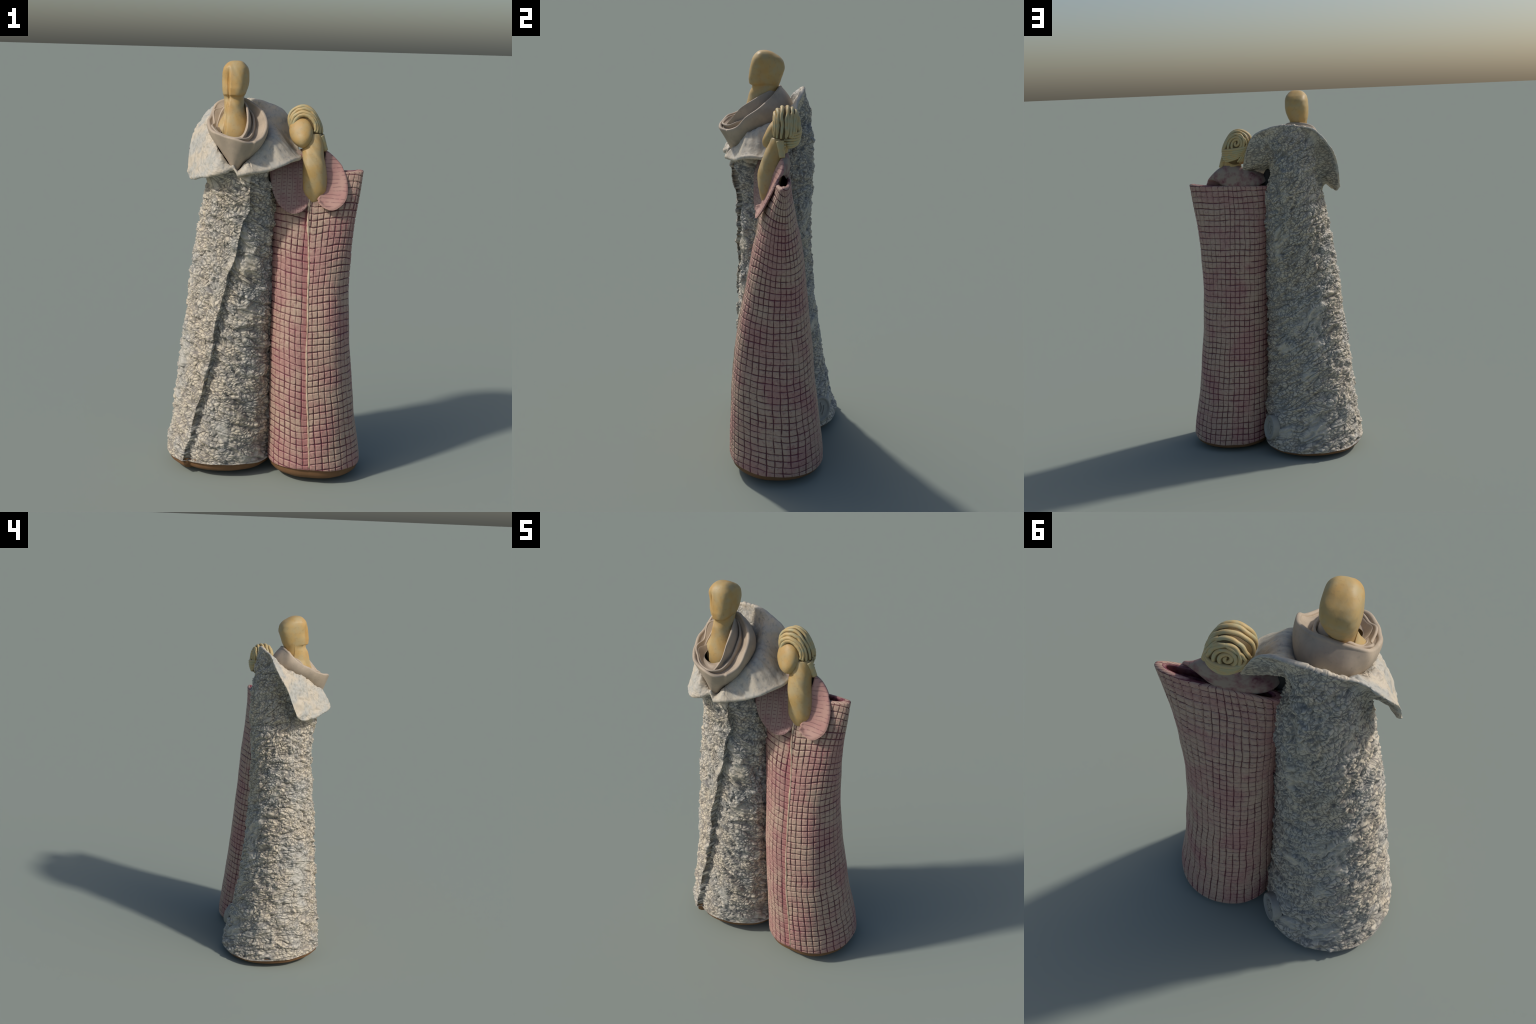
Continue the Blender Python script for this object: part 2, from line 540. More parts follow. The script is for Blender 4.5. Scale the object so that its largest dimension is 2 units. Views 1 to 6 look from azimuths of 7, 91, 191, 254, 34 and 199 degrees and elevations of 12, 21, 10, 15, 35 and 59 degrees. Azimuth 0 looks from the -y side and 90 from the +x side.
def build_lapel(k, pos):
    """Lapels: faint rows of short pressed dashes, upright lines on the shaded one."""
    x, y, z = k.xyz(pos)
    w = k.math("MULTIPLY_ADD", k.noise(pos, 14.0, 1.0), 0.016, z)
    rows = k.math("ABSOLUTE", k.math("SUBTRACT", k.math("FRACT", k.math("DIVIDE", w, 0.0175)), 0.5))
    cx = k.math("MULTIPLY_ADD", k.noise(pos, 10.0, 1.0), 0.010, x)
    cols = k.math("ABSOLUTE", k.math("SUBTRACT", k.math("FRACT", k.math("DIVIDE", cx, 0.024)), 0.5))
    row = k.ramp(rows, 0.30, 0.47, 0.0, 1.0)
    dash = k.ramp(cols, 0.16, 0.30, 1.0, 0.0)
    upright = k.ramp(cols, 0.40, 0.48, 0.0, 1.0)
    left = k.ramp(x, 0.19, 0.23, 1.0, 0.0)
    patchy = k.ramp(k.noise(pos, 45.0, 2.0), 0.35, 0.62)
    g_left = k.math("MAXIMUM", k.math("MULTIPLY", row, dash), k.math("MULTIPLY", upright, 0.8))
    g_right = k.math("MULTIPLY", k.math("MULTIPLY", row, patchy), 0.75)
    g = k.math("ADD", k.math("MULTIPLY", g_left, left), k.math("MULTIPLY", g_right, k.math("SUBTRACT", 1.0, left)))
    n = k.ramp(k.noise(pos, 12.0, 2.0), 0.4, 0.62)
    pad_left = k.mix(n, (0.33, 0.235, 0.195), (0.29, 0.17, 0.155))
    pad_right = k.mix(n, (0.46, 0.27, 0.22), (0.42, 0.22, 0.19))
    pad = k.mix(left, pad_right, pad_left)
    return k.mix(k.math("MULTIPLY", g, 0.85), pad, (0.20, 0.095, 0.095)), k.math("SUBTRACT", 1.0, g)


def build_pink_inside(k, pos):
    n = k.noise(pos, 26.0, 3.0, 0.6)
    return k.mix(k.ramp(n, 0.4, 0.6), (0.14, 0.028, 0.05), (0.27, 0.12, 0.11)), n


def build_edge(k, pos):
    n = k.noise(pos, 40.0, 2.0)
    return k.mix(k.ramp(n, 0.35, 0.65), (0.62, 0.50, 0.35), (0.46, 0.30, 0.22)), n


def build_yoke(k, pos):
    n = k.noise(pos, 20.0, 3.0, 0.6)
    col = k.mix(k.ramp(n, 0.42, 0.62), (0.32, 0.25, 0.20), (0.25, 0.14, 0.13))
    return k.mix(k.ramp(n, 0.58, 0.70, 0, 0.9), col, (0.13, 0.03, 0.045)), n


def build_gap_shadow(k, pos):
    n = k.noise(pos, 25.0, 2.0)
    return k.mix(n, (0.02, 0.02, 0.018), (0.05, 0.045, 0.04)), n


def build_base(k, pos):
    n = k.noise(pos, 25.0, 3.0)
    return k.mix(n, (0.15, 0.075, 0.032), (0.24, 0.125, 0.055)), n


def build_seal(k, pos):
    n = k.noise(pos, 60.0, 3.0)
    return k.mix(n, (0.27, 0.27, 0.245), (0.38, 0.36, 0.31)), n


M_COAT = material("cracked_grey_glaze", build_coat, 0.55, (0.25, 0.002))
M_COLLAR = material("smooth_grey_glaze", build_collar, 0.55, (0.35, 0.003))
M_SCARF = material("taupe_clay", build_scarf, 0.6, (0.2, 0.001))
M_SKIN = material("ochre_clay", build_skin, 0.5, (0.25, 0.002))
M_HAIR = material("straw_hair_clay", build_hair, 0.5, (0.2, 0.001))
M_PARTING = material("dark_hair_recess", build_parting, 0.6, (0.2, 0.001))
M_PINK = material("pink_grid_glaze", build_pink, 0.6, (0.35, 0.002))
M_LAPEL = material("pink_lapel_glaze", build_lapel, 0.6, (0.45, 0.002))
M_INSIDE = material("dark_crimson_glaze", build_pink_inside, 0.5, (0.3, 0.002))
M_EDGE = material("cream_clay", build_edge, 0.6, (0.2, 0.001))
M_YOKE = material("mauve_clay", build_yoke, 0.6, (0.3, 0.002))
M_GAP_SHADOW = material("dark_clay", build_gap_shadow, 0.8, (0.2, 0.001))
M_BASE = material("brown_clay", build_base, 0.7, (0.3, 0.002))
M_SEAL = material("seal_clay", build_seal, 0.6, (0.3, 0.002))

# ------------------------------------------------------------------ man's coat with cape collar
# (z, left x, right x, front y, back y)
COAT = np.array([
    (0.03, -0.490, 0.062, -0.268, 0.291), (0.15, -0.472, 0.058, -0.264, 0.262), (0.25, -0.458, 0.056, -0.257, 0.242),
    (0.40, -0.440, 0.053, -0.247, 0.215), (0.55, -0.421, 0.049, -0.236, 0.193), (0.70, -0.403, 0.045, -0.227, 0.173),
    (0.85, -0.386, 0.042, -0.220, 0.163), (1.00, -0.370, 0.039, -0.213, 0.154), (1.15, -0.349, 0.034, -0.207, 0.153),
    (1.30, -0.324, 0.032, -0.210, 0.157), (1.42, -0.302, 0.030, -0.236, 0.165), (1.55, -0.283, -0.014, -0.232, 0.166),
    (1.70, -0.283, -0.020, -0.215, 0.152), (1.85, -0.283, -0.010, -0.210, 0.133)])


def oval(table, phi, z, n):
    w = hermite(table[:, 0], table[:, 1:], z)
    xc, a = (w[..., 0] + w[..., 1]) / 2, (w[..., 1] - w[..., 0]) / 2
    yc, b = (w[..., 2] + w[..., 3]) / 2, (w[..., 3] - w[..., 2]) / 2
    k = super_k(phi, n)
    return np.stack([xc + a * np.cos(phi) * k, yc + b * np.sin(phi) * k, z], -1)


def seam_columns(n, gap):
    """Angles from the seam all round to the seam again, with close columns at the step."""
    d = np.linspace(0, TAU, n, endpoint=False)
    return np.r_[gap, d[1:], TAU - gap]


def make_coat():
    delta = seam_columns(640, 0.004)
    rows = 520
    v = np.linspace(0, 1, rows)[:, None]
    seam = lambda z: np.radians(hermite((0.03, 0.3, 0.55, 0.8, 1.0, 1.1, 1.25, 1.36, 1.47), (-121, -113, -105, -97, -89, -82, -75, -66, -64), z)) + 0.03 * wobble(z * 14, 3)
    top = lambda p: around((-150, -120, -90, -60, -30, 0, 30, 60, 90, 120, 150, 180),
                           (1.42, 1.42, 1.44, 1.44, 1.46, 1.54, 1.63, 1.70, 1.73, 1.71, 1.62, 1.51), p)
    hem = lambda p: 0.052 - 0.016 * np.sin(p) + 0.004 * wobble(p * 3, 11)
    p0 = seam(v * 1.5) + delta
    z = hem(p0) + v * (top(p0) - hem(p0))
    phi = seam(z) + delta
    body = oval(COAT, phi, z, 2.12)
    # the slab is not quite oval: fuller on the right front, slack on the left front and the right back
    push = around((-120, -90, -60, -30, 0, 30, 55, 90, 135, 180, -150), (-0.013, -0.008, 0.003, 0.004, 0.0, -0.010, -0.008, -0.002, -0.001, 0.0, -0.007), phi)
    push = push * smooth(0.10, 0.40, z) + 0.008 * np.exp(-((phi - 0.8) / 0.5)**2) * smooth(0.4, 0.1, z)
    push = push + 0.010 * np.exp(-((phi - 2.4) / 0.4)**2) * smooth(1.45, 1.6, z)
    body = body + np.stack([np.cos(phi), np.sin(phi), 0 * phi], -1) * push[..., None]
    # the left front lies over the right one
    out = np.stack([np.cos(phi), np.sin(phi), 0 * phi], -1)
    side = np.where(delta > pi, TAU - delta, delta)[None, :] * 0.23
    fade = smooth(1.5, 1.40, z)
    step = np.where(delta[None, :] > pi, 0.015 * np.exp(-(side / 0.10)**2), -0.011 * np.exp(-(side / 0.045)**2))
    lip = np.where(delta[None, :] > pi, 0.006 * np.exp(-(side / 0.02)**2), 0)
    body = body + out * ((step + lip * (1 + wobble(z * 22, 5))) * fade)[..., None]

    # rim of the cape collar, as a closed curve
    c = np.array([-0.14, -0.06])
    rim_points = [
        (-0.130, -0.262, 1.500), (-0.120, -0.268, 1.486), (-0.066, -0.262, 1.497), (-0.022, -0.236, 1.500), (0.037, -0.210, 1.515),
        (0.088, -0.190, 1.536), (0.125, -0.142, 1.550), (0.150, -0.076, 1.552), (0.150, -0.015, 1.560), (0.128, 0.040, 1.600),
        (0.098, 0.075, 1.690), (0.062, 0.080, 1.757), (0.020, 0.085, 1.787), (-0.024, 0.095, 1.803), (-0.083, 0.105, 1.817),
        (-0.150, 0.112, 1.822), (-0.233, 0.112, 1.810), (-0.285, 0.103, 1.790), (-0.322, 0.094, 1.755), (-0.350, 0.082, 1.715),
        (-0.376, 0.060, 1.668), (-0.389, 0.028, 1.612), (-0.397, -0.012, 1.508), (-0.388, -0.048, 1.448), (-0.353, -0.128, 1.443),
        (-0.318, -0.192, 1.457), (-0.262, -0.256, 1.472), (-0.228, -0.280, 1.486), (-0.175, -0.276, 1.497), (-0.142, -0.258, 1.512)]
    pt = phi[-1]
    rim = ring_through(rim_points, c, pt)
    outward = np.stack([np.cos(pt), np.sin(pt), 0 * pt], -1)
    # outward at the rim follows the rim's own direction from the centre
    d = rim[:, :2] - c
    outward[:, :2] = d / np.linalg.norm(d, axis=1)[:, None]
    al = np.radians(around((-90, -45, 0, 20, 40, 65, 90, 115, 135, 160, 180, -150, -120), (35, 45, 70, 95, 130, 165, 175, 160, 110, 45, 22, 25, 30), pt))[:, None]
    up = np.array([0, 0, 1.0])
    thick = np.cos(al) * outward + np.sin(al) * up
    tip = np.sin(al) * outward - np.cos(al) * up
    half, back = 0.0105, 0.011
    low, high = rim - tip * back - thick * half, rim - tip * back + thick * half
    under_len = around((-90, -45, 0, 40, 90, 135, 160, 180, -150, -120), (0.03, 0.05, 0.06, 0.05, 0.04, 0.05, 0.09, 0.08, 0.05, 0.035), pt)[:, None]
    a0 = body[-1]
    a1 = a0 + (a0 - body[-40]) / np.linalg.norm(a0 - body[-40], axis=1)[:, None] * (0.45 * np.linalg.norm(low - a0, axis=1)[:, None])
    under = bezier(a0, a1, low - tip * under_len, low, np.linspace(0, 1, 60)[1:])
    g = np.linspace(0, pi, 10)[1:-1]
    edge = np.stack([rim - tip * back + tip * back * np.sin(t) - thick * half * np.cos(t) for t in g])
    # inner end, hidden under the scarf
    inner = ring_through([(-0.140, -0.215, 1.500), (-0.085, -0.185, 1.550), (-0.045, -0.130, 1.605), (-0.035, -0.070, 1.645), (-0.045, -0.010, 1.675),
                          (-0.085, 0.045, 1.685), (-0.150, 0.060, 1.715), (-0.215, 0.050, 1.725), (-0.255, 0.005, 1.710), (-0.265, -0.060, 1.680),
                          (-0.250, -0.130, 1.640), (-0.215, -0.195, 1.590), (-0.175, -0.220, 1.540)], (-0.15, -0.08), pt)
    over_len = around((-90, -45, 0, 40, 90, 135, 160, 180, -150, -120), (0.03, 0.05, 0.06, 0.06, 0.05, 0.04, 0.05, 0.06, 0.06, 0.04), pt)[:, None]
    arch = around((-90, -60, -30, 0, 40, 90, 135, 180, -150, -120), (0.012, 0.055, 0.105, 0.125, 0.07, 0.01, 0.035, 0.075, 0.07, 0.05), pt)[:, None]
    c2 = inner + 0.35 * (high - inner) * np.array([1, 1, 0.2]) + up * arch
    over = bezier(high, high - tip * over_len, c2, inner, np.linspace(0, 1, 80))
    # dents and soft folds of the cape
    dent = 0.011 * wobble(pt * 4, 21) + 0.006 * wobble(pt * 9, 22)
    over = over + (dent * 1.0)[None, :, None] * np.array([0, 0, 1.0]) * np.sin(np.linspace(0, pi, 80))[:, None, None]
    rings = np.concatenate([body, under, edge, over])
    ob = loft("coat", rings, M_COAT)
    amount = np.ones(rings.shape[:2])
    n_body = len(body) + len(under)
    amount[:rows] *= smooth(0, 0.006, v)
    amount[len(body):n_body] *= np.linspace(1, 0.25, len(under))[:, None]
    amount[n_body:] = around((-90, -45, 0, 60, 120, 180, -135), (0.25, 0.12, 0.12, 0.2, 0.35, 0.38, 0.35), pt)[None, :]
    amount[:, [0, -1]] *= 0.55
    relief(ob, coat_height, amount)
    keep = np.zeros((len(rings) - 1, rings.shape[1]), bool)
    keep[: n_body + 1] = True
    # the loft's seam wall closes the ring, so every row has one face per column
    coat, collar = split_off(ob, keep.ravel(), "cape_collar", M_COLLAR)
    collar.parent = coat
    # brown clay foot under the hem
    ph = phi[0][::4]
    h = body[0][::4] * np.array([1, 1, 0]) + up * hem(ph)[:, None]
    mid = np.array([-0.215, 0.015, 0])
    foot = []
    for s, zf in ((0.955, 1.15), (0.955, 0.9), (0.955, 0.62), (0.90, 0.40), (0.80, 0.22), (0.65, 0.07), (0.5, 0.0)):
        foot.append((h - mid) * np.array([s, s, zf]) + mid)
    loft("foot", np.array(foot)[::-1], M_BASE, cap_start=True)
    return coat


coat = make_coat()


# ------------------------------------------------------------------ scarf: two nested cowl folds
def cowl(name, rim_points, bottom_points, centre, wall, bulge, inner_bottom, lap=None, ripple=0.0, seed=0):
    phi = np.linspace(0, TAU, 360, endpoint=False)
    rim = ring_through(rim_points, centre, phi)
    bot = ring_through(bottom_points, centre, phi)
    inn = ring_through(inner_bottom, centre, phi)
    d = rim[:, :2] - np.array(centre)
    out = np.c_[d / np.linalg.norm(d, axis=1)[:, None], 0 * phi]
    bulge = bulge * around((-90, -45, 0, 90, 180, -135), (0.05, 0.5, 1.0, 0.9, 0.7, 0.3), phi)
    up = np.array([0, 0, 1.0])
    rip = ripple * (wobble(phi * 5, seed, 1) * 0.7 + wobble(phi * 9, seed + 1, 1) * 0.5)
    rip = rip * smooth(0, 0.3, phi) * smooth(TAU, TAU - 0.3, phi)
    left = around((-90, -150, 150, 90, 0, -45), (0.4, 1.0, 1.0, 0.2, 0.15, 0.3), phi)
    rim = rim + up * (rip * left)[:, None] + out * (rip * left * 0.7)[:, None]
    if lap is not None:
        rim = rim + out * lap(phi)[:, None]
    r_out, r_in = rim - up * wall, rim - up * wall - out * wall * 2
    outer = bezier(bot, bot + (r_out - bot) * 0.3 + out * bulge[:, None], r_out - (r_out - bot) * 0.35 + out * bulge[:, None], r_out, np.linspace(0, 1, 50))
    if lap is not None:
        outer[10:] += out * (lap(phi)[None, :] * np.linspace(0, 0.6, 40)[:, None])[..., None] * np.sin(np.linspace(0, pi, 40))[:, None, None]
    g = np.linspace(0, pi, 9)[1:-1]
    edge = np.stack([rim - up * wall - out * wall + out * wall * np.cos(t) + up * wall * np.sin(t) for t in g])
    inside = bezier(r_in, r_in + (inn - r_in) * 0.3 + out * bulge[:, None] * 0.4, inn - (inn - r_in) * 0.3 + out * bulge[:, None] * 0.3, inn, np.linspace(0, 1, 40))
    fall = np.sin(np.linspace(0, pi, 40))[:, None]
    crumple = ripple * 1.4 * fall * wobble(phi[None, :] * 4 + np.linspace(0, 5, 40)[:, None], seed + 2, 1) * left[None, :]
    inside = inside + crumple[..., None] * (out * 0.6 + up * 0.8)
    return loft(name, np.concatenate([outer, edge, inside]), M_SCARF)


RIM_OUTER = [(-0.020, -0.196, 1.674), (-0.010, -0.163, 1.714), (-0.022, -0.105, 1.751), (-0.046, -0.065, 1.780), (-0.096, -0.018, 1.812),
             (-0.130, 0.002, 1.826), (-0.190, 0.010, 1.826), (-0.235, 0.004, 1.817), (-0.270, -0.010, 1.802), (-0.284, -0.042, 1.774),
             (-0.289, -0.095, 1.737), (-0.283, -0.160, 1.711), (-0.255, -0.220, 1.688), (-0.211, -0.268, 1.677), (-0.140, -0.293, 1.662),
             (-0.090, -0.292, 1.648), (-0.058, -0.262, 1.646), (-0.036, -0.226, 1.655)]
NECK_FOOT = [(-0.10, -0.16, 1.672), (-0.09, -0.09, 1.695), (-0.125, -0.045, 1.74), (-0.18, -0.035, 1.76), (-0.208, -0.058, 1.735), (-0.215, -0.12, 1.69), (-0.21, -0.19, 1.665), (-0.15, -0.21, 1.655)]
scarf = cowl("scarf", RIM_OUTER,
             [(-0.142, -0.232, 1.500), (-0.105, -0.205, 1.535), (-0.070, -0.165, 1.565), (-0.045, -0.110, 1.600), (-0.035, -0.050, 1.625), (-0.060, 0.015, 1.66),
              (-0.110, 0.060, 1.69), (-0.170, 0.070, 1.705), (-0.225, 0.050, 1.715), (-0.258, 0.000, 1.700), (-0.265, -0.070, 1.670), (-0.245, -0.145, 1.63),
              (-0.208, -0.210, 1.590), (-0.172, -0.232, 1.548)],
             (-0.15, -0.13), 0.0088, 0.022, NECK_FOOT,
             lap=lambda p: 0.010 * smooth(-0.95, -0.85, np.where(p > pi, p - TAU, p)) * smooth(1.6, 0.8, np.where(p > pi, p - TAU, p)), ripple=0.007, seed=31)
fold = cowl("scarf_fold",
            [(-0.150, -0.020, 1.822), (-0.118, -0.060, 1.808), (-0.097, -0.117, 1.783), (-0.087, -0.185, 1.744), (-0.086, -0.228, 1.700), (-0.112, -0.262, 1.655),
             (-0.160, -0.255, 1.645), (-0.205, -0.225, 1.662), (-0.238, -0.175, 1.680), (-0.250, -0.110, 1.712), (-0.238, -0.050, 1.765), (-0.200, -0.020, 1.810)],
            [(-0.10, -0.20, 1.60), (-0.07, -0.12, 1.63), (-0.10, -0.03, 1.68), (-0.17, 0.01, 1.70), (-0.24, -0.04, 1.69), (-0.25, -0.12, 1.64), (-0.21, -0.21, 1.60), (-0.15, -0.24, 1.57)],
            (-0.16, -0.13), 0.006, 0.008, NECK_FOOT, ripple=0.006, seed=41)
crumple = cowl("scarf_fold",
               [(-0.140, -0.010, 1.800), (-0.085, -0.060, 1.765), (-0.066, -0.120, 1.730), (-0.062, -0.185, 1.690), (-0.075, -0.245, 1.664), (-0.115, -0.280, 1.662),
                (-0.170, -0.272, 1.668), (-0.225, -0.230, 1.684), (-0.258, -0.180, 1.702), (-0.268, -0.110, 1.728), (-0.262, -0.050, 1.770), (-0.215, -0.012, 1.800)],
               [(-0.09, -0.20, 1.60), (-0.06, -0.12, 1.63), (-0.09, -0.03, 1.68), (-0.17, 0.01, 1.70), (-0.24, -0.04, 1.69), (-0.25, -0.12, 1.64), (-0.21, -0.21, 1.60), (-0.15, -0.24, 1.57)],
               (-0.16, -0.13), 0.0055, 0.006, NECK_FOOT, ripple=0.012, seed=47)
fold.parent = crumple.parent = scarf


# ------------------------------------------------------------------ man's head and neck: one loft, split at the jaw
def make_man():
    table = np.array([  # z, left, right, front, back
        (1.60, -0.240, -0.085, -0.190, -0.020), (1.68, -0.262, -0.085, -0.180, -0.020), (1.72, -0.236, -0.096, -0.169, -0.026), (1.76, -0.219, -0.112, -0.158, -0.022), (1.80, -0.220, -0.124, -0.147, -0.014),
        (1.830, -0.222, -0.126, -0.134, -0.005), (1.836, -0.223, -0.125, -0.135, -0.003), (1.845, -0.225, -0.121, -0.147, 0.001), (1.870, -0.229, -0.114, -0.149, 0.010),
        (1.890, -0.231, -0.110, -0.146, 0.018), (1.915, -0.232, -0.108, -0.142, 0.025), (1.940, -0.231, -0.108, -0.136, 0.021), (1.965, -0.226, -0.111, -0.128, 0.004),
        (1.982, -0.214, -0.121, -0.117, -0.020), (1.993, -0.200, -0.132, -0.105, -0.041), (1.998, -0.186, -0.142, -0.094, -0.058), (1.9995, -0.174, -0.152, -0.084, -0.070)])
    phi = np.linspace(0, TAU, 220, endpoint=False)[None, :]
    z = np.r_[np.linspace(1.60, 1.97, 200), 1.97 + 0.0295 * np.sin(np.linspace(0, pi / 2, 26)[1:])][:, None]
    rings = oval(table, phi + 0 * z, z + 0 * phi, 2.3 + 0.8 * smooth(1.82, 1.85, z) - 0.45 * smooth(1.94, 1.99, z))
    x, y = rings[..., 0], rings[..., 1]
    front = smooth(-0.05, -0.08, y)
    low = smooth(1.985, 1.90, rings[..., 2])
    # the hair falls as a slab behind the left cheek, divided from face and neck by a groove
    edge = -0.189 - 0.010 * smooth(1.84, 1.74, rings[..., 2])
    rings[..., 1] += front * low * (0.022 * smooth(edge + 0.004, edge - 0.006, x) + 0.012 * np.exp(-((x - edge) / 0.005)**2))
    # cheek line on the right side
    rings[..., 0] -= 0.004 * np.exp(-((rings[..., 2] - 1.838) / 0.008)**2) * smooth(-0.15, -0.12, x) * smooth(-0.02, -0.06, y)
    rings[..., 0] += 0.0010 * wobble(rings[..., 2] * 30 + y * 40, 51)
    rings[..., 1] += 0.0010 * wobble(rings[..., 2] * 28 + x * 50, 52)
    ob = loft("head", rings, M_SKIN, cap_end=True)
    keep = np.repeat(z[:-1, 0] > 1.838, 220)
    keep = np.r_[keep, np.ones(220, bool)]
    return split_off(ob, keep, "neck", M_SKIN)


make_man()


# ------------------------------------------------------------------ woman's coat
def make_pink():
    delta = seam_columns(560, 0.004)
    rows = 500
    v = np.linspace(0, 1, rows)[:, None]
    seam = lambda z: np.radians(hermite((0.06, 0.5, 0.8, 1.1, 1.35, 1.5), (-91.5, -91, -90, -91, -94, -94), z)) + 0.012 * wobble(z * 9, 61)
    hem = lambda p: 0.058 - 0.018 * np.sin(p) + 0.003 * wobble(p * 3, 62)
    top = lambda p: around((-90, 0, 45, 90, 135, 180), (1.478, 1.498, 1.490, 1.483, 1.480, 1.478), p)
    p0 = seam(v * 1.5) + delta
    z = hem(p0) + v * (top(p0) - hem(p0))
    phi = seam(z) + delta
    body = oval(PINK, phi, z, 2.15 + 0.5 * smooth(0.9, 1.5, z))
    out = np.stack([np.cos(phi), np.sin(phi), 0 * phi], -1)
    side = np.where(delta > pi, TAU - delta, delta)[None, :] * 0.22
    step = np.where(delta[None, :] > pi, -0.009 * np.exp(-(side / 0.05)**2), 0.009 * np.exp(-(side / 0.06)**2))
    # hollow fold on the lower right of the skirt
    hollow = 0.006 * np.exp(-(((phi + 0.75 + 0.55 * (z - 0.5)) / 0.28)**2)) * smooth(0.15, 0.5, z) * smooth(1.15, 0.7, z)
    slack = -0.025 * np.exp(-(((phi + 1.92) / 0.55)**2)) * smooth(1.35, 1.1, z)
    slack = slack - 0.012 * np.exp(-(((phi - 2.1) / 0.6)**2)) * smooth(1.15, 1.4, z)
    body = body + out * (step + hollow + slack)[..., None]
    # rounded rim and hollow inside
    w = hermite(PINK[:, 0], PINK[:, 1:], 1.49)
    mid = np.array([(w[0] + w[1]) / 2, (w[2] + w[3]) / 2])
    last = body[-1]
    scale = lambda t: np.stack([(last[:, 0] - mid[0]) * (1 - t / 0.10) + mid[0], (last[:, 1] - mid[1]) * (1 - t / 0.034) + mid[1], last[:, 2]], -1)
    edge = np.stack([scale(0.009 * (1 - np.cos(t))) + np.array([0, 0, 0.008 * np.sin(t)]) for t in np.linspace(0, pi, 9)[1:]])
    inside = np.stack([edge[-1] - np.array([0, 0, d]) for d in np.linspace(0.005, 0.035, 8)])
    rings = np.concatenate([body, edge, inside])
    ob = loft("skirted_coat", rings, M_PINK, cap_end=True)
    amount = np.ones(rings.shape[:2])
    amount *= np.r_[smooth(0, 0.006, v[:, 0]) * smooth(1.0, 0.985, v[:, 0]) + 0.0, np.zeros(len(edge) + len(inside))][:, None] * 0.95 + 0.05
    amount[:, [0, -1]] *= 0.5
    amount = np.r_[amount.ravel(), 0.0]
    relief(ob, pink_height, amount)
    keep = np.zeros((len(rings) - 1, rings.shape[1]), bool)
    keep[: len(body) + 4] = True
    keep = np.r_[keep.ravel(), np.zeros(rings.shape[1], bool)]
    # bare clay edge of the overlapping front
    line = body[4:-2:5, 0] + out[4:-2:5, 0] * 0.0005
    line[:, 0] += 0.002
    vv, ff, caps = tube(line, 0.0052 * (1 + 0.25 * wobble(line[:, 2] * 40, 64)), 8)
    pink, lining = split_off(ob, keep, "lining", M_INSIDE)
    mesh_object("opening_edge", vv, [ff, np.vstack(caps)], M_EDGE, pink)
    lining.parent = pink
    up = np.array([0, 0, 1.0])
    ph = phi[0][::4]
    h = body[0][::4] * np.array([1, 1, 0]) + up * hem(ph)[:, None]
    m3 = np.array([0.266, -0.03, 0])
    foot = [(h - m3) * np.array([s, s, zf]) + m3 for s, zf in ((0.955, 1.15), (0.955, 0.9), (0.955, 0.62), (0.90, 0.40), (0.80, 0.22), (0.65, 0.07), (0.5, 0.0))]
    loft("foot", np.array(foot)[::-1], M_BASE, cap_start=True)
    return pink


pink = make_pink()


